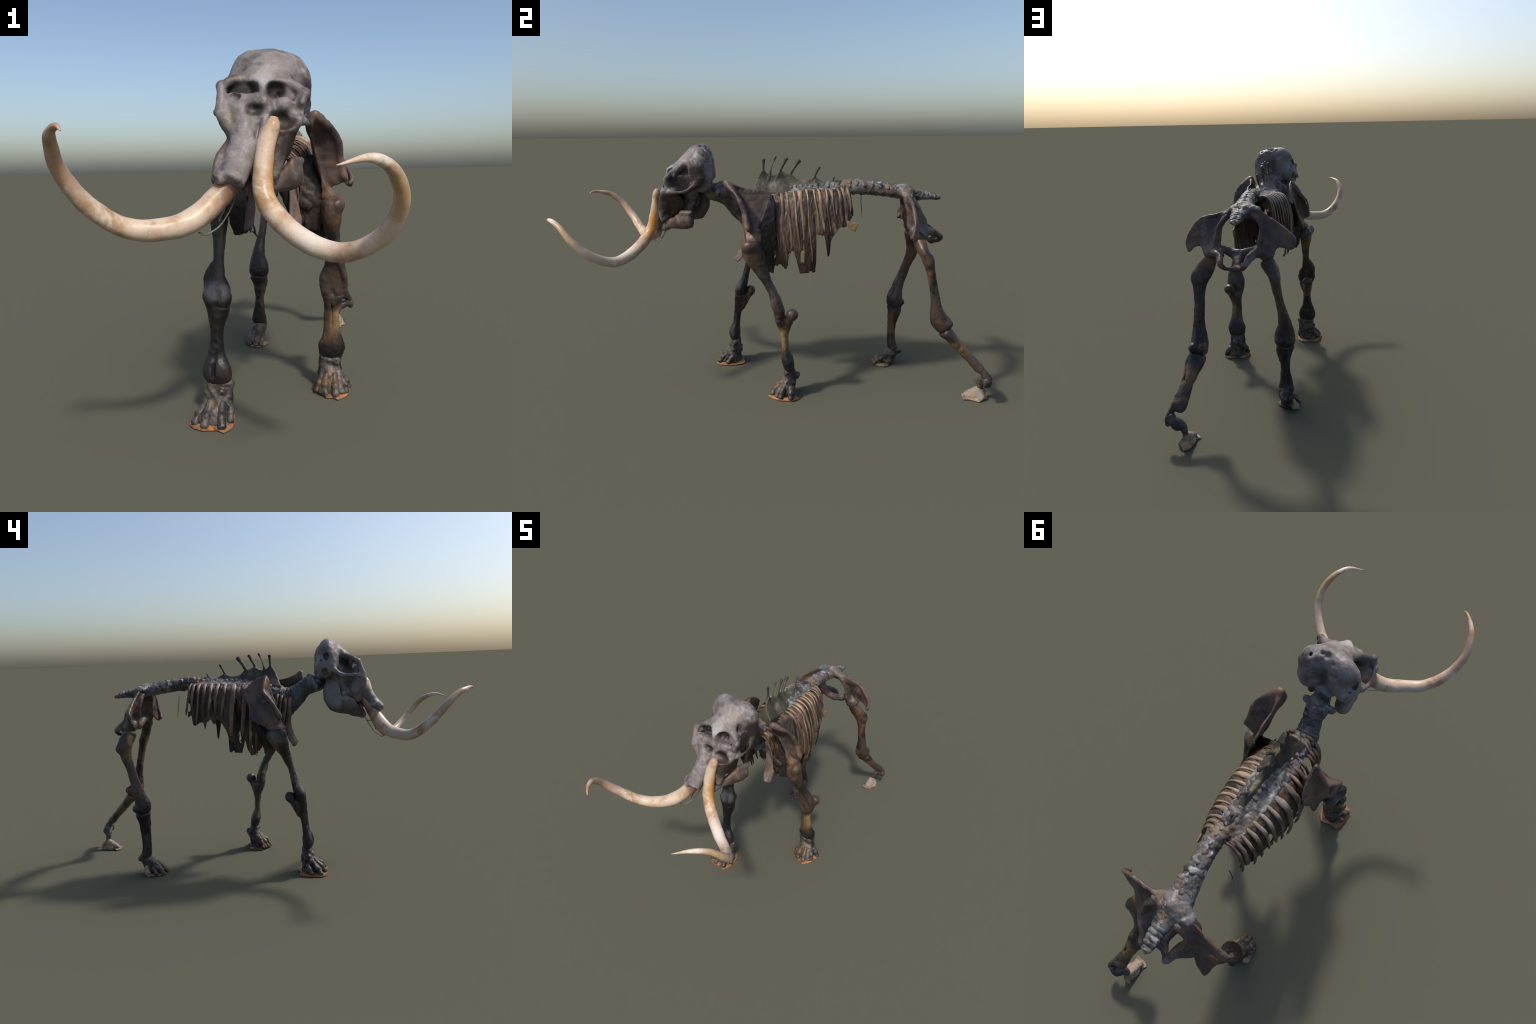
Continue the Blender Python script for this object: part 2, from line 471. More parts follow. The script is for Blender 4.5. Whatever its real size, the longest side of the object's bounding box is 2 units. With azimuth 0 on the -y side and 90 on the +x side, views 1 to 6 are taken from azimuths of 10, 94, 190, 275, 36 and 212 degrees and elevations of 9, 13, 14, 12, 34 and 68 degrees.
# right tusk sheath (the left one is lost)
f.limb([(-.040, -.472, 1.010, .046, .030), (-.030, -.500, .95, .041, .031), (-.024, -.524, .90, .038, .031), (-.030, -.548, .855, .038, .031), (-.042, -.575, .812, .040, .032), (-.045, -.583, .800, .040, .032)], k=.014, cap=.25)
f.limb([(-.060, -.585, .812, .022, .022), (-.070, -.596, .800, .016, .016)], per=1, k=.012, cap=.4)
f.limb([(.012, -.497, .99, .018, .022), (.012, -.513, .94, .012, .018), (.0, -.545, .87, .010, .013)], k=.012)
f.limb([(.055, -.508, .945, .026, .026), (.057, -.513, .90, .025, .025), (.056, -.520, .855, .020, .020), (.054, -.520, .825, .014, .014)], k=.012)
f.limb([(.098, -.470, 1.005, .012, .030), (.096, -.435, .998, .014, .040), (.092, -.39, 1.000, .014, .040)], u=(1, 0, 0), k=.022)
f.limb([(.088, -.47, .955, .012, .03), (.076, -.45, .90, .014, .034), (.062, -.46, .86, .014, .03)], u=(1, 0, 0), per=3, k=.016)
f.limb([(.03, -.490, .89, .030, .026), (.034, -.497, .850, .026, .024), (.03, -.50, .825, .018, .018)], per=3, k=.014)
f.limb([(-.03, -.47, .88, .022, .03), (-.02, -.49, .855, .018, .02)], per=2, k=.014)
f.limb([(.058, -.480, .97, .042, .027), (.066, -.490, .93, .028, .027), (.058, -.495, .89, .020, .023)], k=.016)
# hollows
f.ball((0, -.250, 1.055), (.026, .052, .105), k=.03, op='sub')
for sx in (-1, 1):
    f.ball((-.046, -.488, 1.036) if sx < 0 else (.038, -.484, 1.038), (.036, .034, .018) if sx < 0 else (.029, .034, .023), k=.006, op='sub')     # nasal openings
    if sx < 0:
        f.ball((-.070, -.504, 1.008), (.018, .022, .014), k=.005, op='sub')
    f.ball((sx * (.132 if sx < 0 else .142), -.415, 1.03), (.036 if sx < 0 else .030, .045, .052), k=.018, op='sub')       # temple
    if sx < 0:
        f.ball((sx * .104, -.43, .990), (.020, .036, .020), k=.010, op='sub')
        f.ball((sx * .120, -.466, 1.002), (.018, .020, .018), k=.008, op='sub')      # eye socket
f.ball((-.006, -.526, .980), (.029, .020, .015), k=.016, op='sub')
f.ball((-.004, -.536, .955), (.014, .014, .022), k=.014, op='sub')
f.ball((.004, -.535, .935), (.006, .02, .03), k=.008, op='sub')
f.ball((.064, -.526, .962), (.036, .026, .022), k=.010, op='sub')
f.ball((.095, -.505, .990), (.020, .016, .014), k=.010, op='sub')
f.ball((-.064, -.448, 1.026), (.036, .012, .032), k=.008)
f.ball((.076, -.447, 1.026), (.034, .016, .034), k=.010)
f.ball((-.106, -.325, 1.055), (.013, .014, .022), k=.006, op='sub')
f.ball((-.098, -.318, .985), (.018, .018, .022), k=.010, op='sub')
for p, r in (((.0, -.33, 1.153), .012), ((.02, -.335, 1.150), .007), ((-.05, -.315, 1.13), .007), ((.055, -.32, 1.135), .008), ((-.083, -.31, 1.10), .006), ((-.03, -.312, 1.143), .006), ((.07, -.312, 1.12), .006), ((-.10, -.30, 1.04), .005), ((-.06, -.285, 1.08), .005)):
    f.ball(p, r, k=.005, op='sub')
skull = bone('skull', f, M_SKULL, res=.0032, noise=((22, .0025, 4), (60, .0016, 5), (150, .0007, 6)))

# lower jaw: right branch tall, left one broken low
f = Field()
f.limb([(-.056, -.350, .952, .022, .016), (-.055, -.343, .925, .026, .024), (-.053, -.340, .890, .028, .026), (-.052, -.350, .855, .026, .028), (-.054, -.370, .828, .022, .026)], u=(1, 0, 0), per=4, k=.012)
f.limb([(-.070, -.372, .945, .008, .018), (-.072, -.375, .90, .009, .024), (-.066, -.382, .86, .010, .024)], u=(1, 0, 0), per=3, k=.014)
f.limb([(-.060, -.365, .838, .019, .028), (-.057, -.40, .828, .019, .032), (-.044, -.44, .82, .022, .034), (-.020, -.478, .803, .025, .034), (.005, -.505, .785, .026, .022), (.03, -.522, .768, .013, .012)], u=(1, 0, 0), k=.02)
f.limb([(.104, -.385, .818, .020, .036), (.092, -.415, .812, .023, .038), (.07, -.45, .808, .025, .036), (.045, -.485, .798, .026, .03), (.025, -.512, .78, .02, .018)], u=(1, 0, 0), k=.02)
f.limb([(.112, -.378, .853, .012, .012), (.095, -.42, .85, .014, .014)], k=.012)
f.limb([(-.06, -.42, .855, .02, .03), (-.035, -.46, .845, .02, .02)], u=(1, 0, 0), k=.012)
f.ball((.02, -.44, .84), (.05, .06, .03), k=.03, op='sub')
bone('mandible', f, M_JAW, res=.0034, noise=((30, .002, 7), (90, .001, 8)))

# tusks: fitted space curves, round section tapering to the tip
TUSK_L = [(.067, -.540, .958), (.062, -.543, .935), (.045, -.552, .88), (.043, -.578, .776), (.089, -.614, .711), (.166, -.662, .662), (.244, -.712, .651),
          (.318, -.780, .697), (.346, -.842, .764), (.328, -.897, .822), (.288, -.954, .846), (.231, -.997, .835)]
R_L = [.009, .0195, .0235, .0260, .0260, .0250, .0220, .0190, .0160, .0130, .0085, .0012]
TUSK_R = [(-.012, -.535, .865), (-.037, -.554, .813), (-.078, -.585, .757), (-.128, -.623, .712), (-.186, -.670, .696), (-.258, -.716, .705),
          (-.318, -.774, .762), (-.341, -.838, .838), (-.322, -.893, .890), (-.298, -.932, .907), (-.262, -.970, .914), (-.243, -.988, .904)]
R_R = [.026, .0285, .0305, .0300, .0275, .0245, .0215, .0170, .0140, .0105, .0060, .0012]
for path, r in ((TUSK_L, R_L), (TUSK_R, R_R)):
    V, Q = sweep(path, [(a, a) for a in r], hint=(0, -1, 0), sides=28, per=9, bumps=.05, seed=3)
    make('tusk', V, Q, M_TUSK)

# iron brackets that hold the right tusk and jaw
for path in ([(-.03, -.500, .835), (-.038, -.525, .765), (-.066, -.565, .700), (-.098, -.598, .674)],
             [(-.015, -.505, .845), (-.03, -.54, .80), (-.055, -.565, .745), (-.072, -.575, .705)],
             [(-.045, -.535, .748), (-.062, -.55, .752)], [(-.098, -.598, .674), (-.115, -.61, .682)]):
    V, Q = sweep(path, [(.0022, .0022)] * len(path), sides=8)
    make('support_rod', V, Q, M_IRON)

# ------------------------------------------------------------------ spine
# y, centre x, centre z, half width, half height
SPINE = np.array([(-.295, .014, .938, .034, .040), (-.255, .008, .936, .045, .047), (-.215, .000, .913, .040, .044), (-.175, -.010, .883, .044, .052),
                  (-.135, -.013, .872, .048, .050), (-.09, -.010, .895, .048, .042), (-.04, -.005, .919, .044, .034), (.02, .000, .934, .040, .029),
                  (.10, .000, .949, .038, .029), (.20, .004, .955, .036, .029), (.30, .008, .958, .034, .031), (.36, .012, .962, .034, .037),
                  (.42, .010, .957, .035, .034), (.50, .003, .949, .039, .031), (.57, -.006, .940, .048, .033), (.60, -.007, .934, .051, .031), (.645, -.004, .924, .037, .026),
                  (.70, -.005, .919, .028, .019), (.74, -.008, .913, .023, .014), (.766, -.010, .908, .010, .008)])
def spine(y):
    return np.array([np.interp(y, SPINE[:, 0], SPINE[:, i]) for i in (1, 2, 3, 4)])
def spine_frame(y):
    a, b = spine(y - .01), spine(y + .01)
    w = np.array([b[0] - a[0], .02, b[1] - a[1]]); w /= np.linalg.norm(w)
    u = np.array([1, 0, 0]) - w[0] * w; u /= np.linalg.norm(u)
    return np.stack([u, w, np.cross(u, w)], 1)

def vertebra(name, y, ln, wings, seed, spur=.5, tilt=0.0):
    cx, cz, hx, hz = spine(y)
    fr = (np.array([cx, y, cz]), spine_frame(y), np.zeros(3))
    g = np.random.default_rng(seed)
    j = lambda s=.12: 1 + s * (g.random() * 2 - 1)
    f = Field(fr)
    f.ball((0, 0, -hz * .25), (hx * .72 * j(), ln * .62, hz * .72 * j()), k=.006)                  # body
    f.ball((0, ln * .1, hz * .42), (hx * .80 * j(), ln * .55, hz * .55 * j()), k=.006)               # arch
    for sx in (-1, 1):
        f.limb([(sx * hx * .35, 0, hz * .10, ln * .32, hz * .28), (sx * hx * .92 * wings * j(.06), ln * .25 * j(.5), hz * (.18 + .2 * g.random()), ln * .20, hz * .16)], u=(0, 1, 0), per=3, k=.006)
        f.ball((sx * hx * .52 * j(), ln * .30, hz * (.60 if spur > .15 else .52) * j(.1)), (hx * .28, ln * .52, hz * .25), k=.012)   # facets
    f.limb([(0, 0, hz * .5, hx * .24, ln * .36), (0, ln * (.35 + tilt), hz * (.85 + .3 * spur * j(.5)), hx * .20, ln * .34)], k=.008, per=3)
    f.ball((hx * .45 * j(.5), -ln * .45, -hz * .1), (hx * .2, ln * .22, hz * .3), k=.004, op='sub')
    f.ball((-hx * .45 * j(.5), -ln * .45, hz * .25), (hx * .2, ln * .22, hz * .3), k=.004, op='sub')
    return bone(name, f, M_SPINE, res=.0031, noise=((55, .0016, seed), (140, .0010, seed + 1)))

# atlas with its wings and knob
f = Field()
f.ball((.008, -.262, .938), (.036, .022, .042), k=.01)
f.limb([(.008, -.262, .94, .02, .03), (-.046, -.278, .925, .012, .022)], u=(0, 1, 0), per=2, k=.01)
f.limb([(.008, -.262, .94, .02, .03), (.062, -.258, .940, .012, .02)], u=(0, 1, 0), per=2, k=.01)
f.limb([(.010, -.262, .955, .02, .02), (.006, -.246, .977, .014, .014)], per=2, k=.01)
f.limb([(.014, -.30, .94, .032, .035), (.01, -.27, .935, .03, .036)], k=.01, per=2)
bone('atlas_vertebra', f, M_SPINE, res=.0034, noise=((50, .002, 11), (140, .001, 12)))
for i in range(8):
    vertebra('neck_vertebra', -.243 + i * .0185, .0150, .96, 30 + i, spur=.2)
for i, y in enumerate(np.linspace(-.098, .345, 19)):
    vertebra('chest_vertebra', y, .0195, 1.06, 60 + i, spur=.18, tilt=.3)
for i, y in enumerate(np.linspace(.372, .545, 6)):
    vertebra('loin_vertebra', y, .027, .98, 90 + i, spur=.12, tilt=.2)
for i, y in enumerate(np.linspace(.575, .66, 4)):
    vertebra('sacral_vertebra', y, .022, .98, 110 + i, spur=.15)
for i, y in enumerate(np.linspace(.680, .752, 5)):
    vertebra('tail_vertebra', y, .016, .9, 120 + i, spur=.1)
# cord that keeps the vertebrae in one column
f = Field()
f.limb([(r[1], r[0], r[2] + r[4] * .04, r[3] * (.96 if r[0] < -.1 else .95), r[4] * (.96 if r[0] < -.1 else .94)) for r in SPINE], per=4, k=.004)
f.limb([(-.010, -.175, .855, .036, .036), (-.008, -.150, .825, .036, .034), (-.002, -.125, .80, .034, .03)], per=3, k=.02)
bone('spinal_core', f, M_SPINE, res=.0036, noise=((38, .0035, 21), (75, .0020, 22), (150, .0012, 23)))

f = Field()
f.limb([(-.006, .570, .955, .034, .018), (-.007, .605, .948, .046, .016), (-.006, .640, .938, .036, .014), (-.006, .690, .927, .024, .012)], per=4, k=.01)
f.limb([(-.005, .600, .948, .032, .018), (.035, .607, .938, .030, .016), (.070, .612, .921, .020, .012)], u=(0, 1, 0), per=3, k=.014)
f.limb([(-.005, .600, .950, .032, .018), (-.042, .606, .950, .032, .015), (-.078, .611, .944, .022, .011)], u=(0, 1, 0), per=3, k=.014)
bone('sacrum', f, M_SPINE, res=.0034, noise=((38, .003, 25), (80, .0022, 26), (160, .001, 27)))

# tall neural spines of the withers and the web between them
TIPS = [((.004, -.062, .955), (.004, -.050, 1.040), (.003, -.048, 1.091), .0062, .0085),
        ((.008, -.030, .970), (.009, -.014, 1.045), (.011, .007, 1.101), .0036, .0075),
        ((.008, .000, .970), (.010, .030, 1.040), (.013, .058, 1.094), .0070, .0090),
        ((.006, .050, .965), (.006, .080, 1.030), (.005, .115, 1.084), .0085, .0125),
        ((.008, .165, .965), (.009, .190, 1.015), (.011, .209, 1.053), .0062, .0080),
        ((.008, .262, .970), (.008, .273, .995), (.008, .281, 1.014), .0045, .0015)]
for i, (a, m, t, r, kn) in enumerate(TIPS):
    a, m, t = map(np.array, (a, m, t))
    f = Field()
    f.limb([(*a, .012, .014), (*((a + m) / 2), .007, .012), (*m, r * .8, r), (*(m * .4 + t * .6), r * .7, r * .9), (*t, kn * .75, kn)], per=4, k=.004, cap=.6)
    bone('neural_spine', f, M_OLIVE, res=.0026, noise=((80, .001, 40 + i),))
f = Field()
f.plate([(-.104, .905), (-.092, .965), (-.068, 1.018), (-.050, 1.042), (-.030, 1.022), (.000, 1.018), (.030, 1.036), (.055, 1.024), (.082, 1.020), (.105, .999),
         (.150, .993), (.185, 1.006), (.205, .998), (.240, .982), (.272, .992), (.31, .985), (.31, .950), (.10, .935), (-.03, .905)],
        'yz', lambda a, b: .006 + 0 * a, lambda a, b: .0068 + .040 * np.clip((1.005 - b) / .065, 0, 1) ** 1.6, rnd=.003)
g = Field()
g.sheet([(-.008, -.10, .920), (-.008, -.04, .942), (-.008, .04, .958), (-.006, .12, .968), (-.004, .22, .972), (-.002, .31, .972)],
        [(-.046, -.10, .885), (-.058, -.04, .912), (-.062, .04, .932), (-.062, .12, .947), (-.056, .22, .953), (-.046, .31, .955)], .0062, k=.012, n=18)
g.sheet([(.014, -.09, .924), (.016, -.02, .948), (.016, .08, .964), (.014, .18, .970), (.012, .28, .971)],
        [(.040, -.09, .898), (.044, -.02, .922), (.044, .08, .940), (.041, .18, .949), (.038, .28, .952)], .0062, k=.012, n=16)
bone('rib_head_tissue', g, M_SPINE, res=.0034, noise=((55, .003, 53), (120, .0016, 54)))
bone('spine_web', f, M_OLIVE, res=.0032, noise=((60, .0014, 50), (150, .0007, 51)))

# ------------------------------------------------------------------ rib cage
W_TAB = {-1: [(-.17, .078), (-.12, .090), (-.05, .114), (.02, .134), (.08, .146), (.15, .147), (.22, .138), (.28, .125), (.33, .112), (.38, .098)],
         1: [(-.17, .078), (-.12, .090), (-.05, .114), (.02, .132), (.08, .143), (.15, .141), (.22, .130), (.27, .118), (.30, .107), (.34, .091), (.38, .080)]}
LOW_L = [(-.17, .66), (-.14, .64), (-.10, .63), (-.05, .635), (-.03, .60), (-.022, .565), (-.012, .565), (-.002, .615), (.03, .617), (.042, .600), (.055, .602), (.062, .65), (.078, .690),
         (.090, .680), (.108, .600), (.112, .578), (.186, .586), (.188, .70), (.192, .765), (.232, .755), (.238, .660), (.248, .660), (.256, .73), (.268, .752), (.30, .790), (.345, .800), (.36, .86)]
LOW_R = [(-.17, .66), (-.13, .64), (-.09, .62), (-.05, .615), (-.02, .615), (-.01, .635), (.012, .618), (.028, .597), (.045, .595), (.062, .625), (.075, .68), (.10, .672), (.125, .662),
         (.150, .68), (.178, .745), (.200, .778), (.225, .790), (.232, .76), (.240, .77), (.252, .79), (.272, .775), (.280, .735), (.290, .775), (.308, .772), (.330, .755), (.345, .760), (.352, .81), (.372, .80), (.378, .83)]
tab = lambda T, y: float(np.interp(y, [t[0] for t in T], [t[1] for t in T]))

def cage_path(side, y0, off=0.0, off_top=None):
    """Curve of the rib cage on one side for the rib that starts at y0 on the spine."""
    cx, cz, hx, hz = spine(y0)
    W = tab(W_TAB[side], y0 + .01)
    drop = .35 + .65 * min(1, W / .14)
    prof = (((0, 0, .000), (.29, 0, .003), (.52, .002, -.003), (.74, .006, -.022), (.89, .011, -.066), (.98, .016, -.126), (.98, .022, -.195), (.88, .028, -.275), (.64, .030, -.385)) if side < 0 else
            ((0, 0, -.001), (.27, 0, -.001), (.47, .002, -.010), (.67, .006, -.031), (.83, .011, -.075), (.96, .016, -.134), (1.0, .022, -.200), (.93, .028, -.275), (.68, .030, -.385)))
    P = np.array([(.026 + (W - .026) * q, dy, dz * drop) for q, dy, dz in prof])
    C = catmull(np.column_stack([cx * .4 + side * P[:, 0], y0 + P[:, 1], cz - .002 + P[:, 2]]), 12)
    if off:
        T = np.gradient(C, axis=0); T /= np.linalg.norm(T, axis=1)[:, None]
        N = np.cross(T, (0, 1, 0)) * side
        s = np.linspace(0, 1, len(C))[:, None]
        o = off if off_top is None else off_top + (off - off_top) * np.clip((s - .17) / .2, 0, 1)
        C = C + N * o
    return C

def cut_at(C, low):
    below = np.where(C[:, 2] < low)[0]
    below = below[below > 20]
    C = C[:below[0] + 1] if len(below) else C
    return C

RIB_R = [-.150, -.128, -.108, -.088, -.040, -.006, .028, .069, .127, .172, .208, .242, .275, .304, .332, .353]
RIB_L = [-.150, -.122, -.094, -.060, -.026, .002, .036, .060, .092, .118, .150, .184, .206, .238, .262, .293, .314, .335]
for side, ys, low in ((-1, RIB_R, LOW_R), (1, RIB_L, LOW_L)):
    for i, y in enumerate(ys):
        g = np.random.default_rng(200 + i + 40 * side)
        C = cut_at(cage_path(side, y, .001), tab(low, y + .02) + .004)
        C = C[::5] if len(C) > 30 else C[::3]
        n = len(C)
        t = np.linspace(0, 1, n)
        C = C + np.column_stack([0 * t, (.0035 * np.sin(t * 5 + g.random() * 6) + .0025 * np.sin(t * 11 + g.random() * 6)) * t, 0 * t])
        if side < 0:
            wide = (.0048 + .0022 * np.sin(t * 2.8)) * (.9 + .4 * g.random())
            if y in (.127, .069):
                wide = wide * 1.45
            thick = np.full(n, .0052)
        else:
            wide = (.0042 + .0036 * g.random() + .0016 * np.sin(t * 6 + g.random() * 6)) * (1 + .45 * np.clip(1 - t * 2.2, 0, 1) - .2 * t)
            thick = (.0044 + .0018 * np.sin(t * 7 + g.random() * 6)) * (1 - .45 * np.clip(t * 1.6 - .4, 0, 1))
        if y < -.12:
            wide = wide * (1 + .7 * t)
        thick[-1] = .0025
        wide[-1] *= .55
        V, Q = sweep(C, np.column_stack([wide, thick]), hint=(0, 1, 0), sides=10, per=4, bumps=.22, seed=i)
        make('rib', V, Q, M_RIB)

def membrane(name, side, y0, y1, low, off, off_top, holes, mat, rows=150, cols=64, th=.0032):
    """Dried tissue that bridges the ribs: a thin solid sheet with ragged lower edge and holes."""
    outer, keep = [], []
    for y in np.linspace(y0, y1, rows):
        C = cut_at(cage_path(side, y, off, off_top), tab(low, y + .02))
        s = np.concatenate([[0], np.cumsum(np.linalg.norm(np.diff(C, axis=0), axis=1))])
        u = np.linspace(0, s[-1], cols)
        outer.append(np.column_stack([np.interp(u, s, C[:, k]) for k in range(3)]))
    O = np.array(outer)
    dU, dV = np.gradient(O, axis=0), np.gradient(O, axis=1)
    N = np.cross(dU, dV) * side
    N /= np.linalg.norm(N, axis=2)[..., None] + 1e-9
    if np.mean(N[:, cols // 2, 0]) * side < 0:
        N = -N
    ripple = .0034 * vnoise(O * (1, 1.5, .35), 60, 5 + side) + .0022 * vnoise(O * (1, 1.5, .5), 130, 9)
    O = O + N * ripple[..., None]
    I = O - N * th
    V = np.vstack([O.reshape(-1, 3), I.reshape(-1, 3)])
    H = rows * cols
    ok = np.ones((rows - 1, cols - 1), bool)
    mid = (O[:-1, :-1] + O[1:, 1:]) / 2
    for hy, hz, ry, rz in holes:
        e = ((mid[..., 1] - hy) / ry) ** 2 + ((mid[..., 2] - hz) / rz) ** 2
        ok &= ~((e + .5 * vnoise(mid, 50, 3)) < 1)
    Q = []
    def vid(i, j, inner): return (H if inner else 0) + i * cols + j
    for i in range(rows - 1):
        for j in range(cols - 1):
            if not ok[i, j]:
                continue
            a, b, c, d = (i, j), (i + 1, j), (i + 1, j + 1), (i, j + 1)
            Q.append([vid(*p, False) for p in (a, b, c, d)])
            Q.append([vid(*p, True) for p in (d, c, b, a)])
            for (p, q, di, dj) in ((a, b, 0, -1), (b, c, 1, 0), (c, d, 0, 1), (d, a, -1, 0)):
                ii, jj = i + di, j + dj
                if ii < 0 or jj < 0 or ii >= rows - 1 or jj >= cols - 1 or not ok[ii, jj]:
                    Q.append([vid(*q, False), vid(*p, False), vid(*p, True), vid(*q, True)])
    used = np.unique(np.array(Q))
    remap = np.full(len(V), -1); remap[used] = np.arange(len(used))
    Q = remap[np.array(Q)]
    if side > 0:
        Q = Q[:, ::-1]
    return make(name, V[used], np.ascontiguousarray(Q), mat)

membrane('rib_tissue', 1, -.152, .338, LOW_L, .0005, -.001,
         [(.068, .67, .010, .012), (.135, .655, .012, .03), (-.06, .66, .016, .02), (.005, .665, .007, .02)], M_WEB)
membrane('rib_tissue', -1, -.030, .353, LOW_R, -.012, .0012,
         [(.366, .845, .009, .024), (.232, .845, .013, .034), (.113, .775, .021, .095), (.05, .70, .008, .02), (.052, .64, .007, .010), (-.10, .75, .010, .08), (-.075, .72, .008, .06)], M_WEB)
# flap of tissue hanging off the last left rib, stray splinters
f = Field()
f.plate([(.335, .822), (.352, .812), (.389, .806), (.374, .766), (.352, .775), (.332, .800)], 'yz', lambda a, b: .103 - .1 * (a - .34), .003, smooth=False, rnd=.002)
bone('tissue_flap', f, M_RIB, res=.0026, noise=((90, .001, 61),))
for path, r in (([(-.075, .414, .912), (-.083, .416, .870), (-.089, .421, .835), (-.096, .424, .801)], .0022),
                ([(.006, -.143, .925), (.006, -.143, .945), (.006, -.143, .962)], .0012),
                ([(-.100, .020, .612), (-.088, .028, .597), (-.079, .030, .583)], .003)):
    V, Q = sweep(path, [(r, r * .7)] * (len(path) - 1) + [(.0006, .0006)], hint=(1, 0, 0), sides=8)
    make('rib_splinter', V, Q, M_RIB)
# broad first ribs that hang in front of the chest, and the breast bone between
for sx, top, bot in ((-1, (-.062, -.150, .855), (-.079, -.168, .642)), (1, (.060, -.140, .83), (.078, -.172, .628))):
    f = Field()
    t, b = np.array(top), np.array(bot)
    nodes = [(*(t + (b - t) * s), w, .0065) for s, w in ((0, .013), (.3, .015), (.6, .020), (.85, .026), (1, .020))]
    for i, nd in enumerate(nodes):
        nodes[i] = (nd[0], nd[1] + .02 * math.sin(i * .8), nd[2], nd[3], nd[4])
    f.limb(nodes, u=(sx * .75, .66, 0), per=5, k=.006, cap=.8)
    bone('first_rib', f, M_BLADE, res=.0032, noise=((40, .002, 71 + sx),))
f = Field()
f.limb([(-.055, -.135, .80, .012, .02), (-.02, -.13, .79, .016, .022), (.03, -.125, .775, .018, .022), (.075, -.115, .74, .016, .02), (.115, -.105, .71, .012, .018)], u=(0, 1, 0), per=4, k=.008)
f.limb([(.03, -.125, .775, .014, .02), (.06, -.11, .71, .014, .02), (.085, -.095, .66, .012, .02)], u=(0, 1, 0), per=4, k=.008)
f.limb([(-.005, -.14, .83, .03, .03), (-.01, -.14, .80, .025, .02)], per=2, k=.02)
bone('breast_bone', f, M_DARK, res=.0036, noise=((35, .004, 75), (90, .002, 76)))
# dried tissue that ties the shoulders to the chest
for parts in (([([(.085, -.070, .865), (.085, -.085, .80), (.090, -.100, .72), (.105, -.095, .65)], [(.135, -.060, .865), (.148, -.080, .80), (.158, -.100, .735), (.150, -.080, .65)]),
                ([(.127, -.012, .915), (.142, -.030, .875), (.160, -.048, .83), (.170, -.050, .77), (.172, -.048, .70), (.165, -.030, .64)], [(.118, .000, .915), (.134, .004, .87), (.142, .004, .80), (.140, .004, .72), (.132, .002, .67), (.124, -.006, .61)])]),
              ([([(-.100, -.075, .86), (-.095, -.085, .80), (-.085, -.120, .73), (-.100, -.105, .65)], [(-.160, -.060, .86), (-.168, -.080, .80), (-.160, -.110, .735), (-.150, -.09, .64)]),
                ([(-.168, .005, .745), (-.168, -.020, .71), (-.160, -.040, .65)], [(-.140, .030, .75), (-.136, .012, .71), (-.128, -.01, .65)])])):
    f = Field()
    for A, B in parts:
        f.sheet(A, B, .0045, k=.006, n=10)
    bone('shoulder_tissue', f, M_DARK, res=.0036, noise=((40, .002, 77), (90, .0012, 78)))

# ------------------------------------------------------------------ shoulder blades
def lerp_plane(p0, pa, pb):
    """x = plane through three (x, y, z) points, as a function of (y, z)."""
    A = np.array([[1, p[1], p[2]] for p in (p0, pa, pb)])
    c = np.linalg.solve(A, [p[0] for p in (p0, pa, pb)])
    return lambda a, b: c[0] + c[1] * a + c[2] * b
f = Field()
f.plate([(-.214, .985), (-.202, 1.000), (-.175, .985), (-.120, .967), (-.060, .958), (-.018, .945), (-.002, .922), (-.020, .885), (-.045, .83), (-.050, .775), (-.060, .735), (-.105, .735),
         (-.122, .77), (-.128, .83), (-.150, .885), (-.190, .94), (-.214, .965)],
        'yz', lambda a, b: .124 + .25 * np.clip(.94 - b, 0, .22) + .45 * np.clip(b - .965, 0, .04) - .08 * np.clip(a + .08, 0, .1),
        lambda a, b: .0045 + .016 * np.clip((.80 - b) / .07, 0, 1) + .006 * np.clip((-.17 - a) / .04, 0, 1), k=.01, rnd=.004)
f.sheet([(.137, -.198, .985), (.134, -.150, .930), (.138, -.126, .880), (.150, -.108, .830), (.166, -.095, .785)],
        [(.148, -.200, .990), (.188, -.165, .955), (.209, -.145, .929), (.216, -.124, .890), (.221, -.113, .850), (.229, -.106, .808)], .0065, k=.010)
f.limb([(.142, -.204, .990, .010, .012), (.172, -.180, .965, .010, .008), (.196, -.155, .940, .009, .008), (.211, -.138, .910, .008, .008), (.217, -.118, .860, .009, .009), (.228, -.106, .808, .010, .010)], u=(1, .2, 0), per=4, k=.010)
f.ball((.178, -.085, .742), (.026, .036, .026), k=.014)
bone('shoulder_blade', f, M_BLADE, res=.0036, noise=((20, .003, 81), (60, .0014, 82)))
f = Field()
f.plate([(-.045, .978), (-.030, .994), (.005, .982), (.045, .955), (.080, .925), (.076, .885), (.055, .855), (.050, .815), (.044, .785), (.010, .765), (-.03, .742), (-.055, .722), (-.095, .728),
         (-.104, .765), (-.085, .83), (-.068, .89), (-.052, .94)],
        'yz', lambda a, b: -.122 - .27 * np.clip(.985 - b, 0, .2) + .35 * np.clip(.79 - b, 0, .2) * .6 - .10 * np.clip(a, 0, .08) * np.clip((.95 - b) / .05, 0, 1), lambda a, b: .0045 + .016 * np.clip((.80 - b) / .07, 0, 1), k=.01, rnd=.004)
f.sheet([(-.132, -.036, .965), (-.142, -.036, .925), (-.152, -.048, .880), (-.162, -.070, .835), (-.172, -.085, .790)],
        [(-.150, -.026, .960), (-.180, -.022, .918), (-.200, -.050, .882), (-.206, -.075, .842), (-.206, -.096, .803)], .006, k=.010)
f.limb([(-.128, -.032, .985, .010, .008), (-.156, -.024, .955, .009, .007), (-.182, -.022, .915, .009, .007), (-.200, -.048, .885, .009, .008), (-.206, -.075, .845, .009, .009), (-.206, -.096, .803, .010, .010)], u=(1, 0, 0), per=4, k=.010)
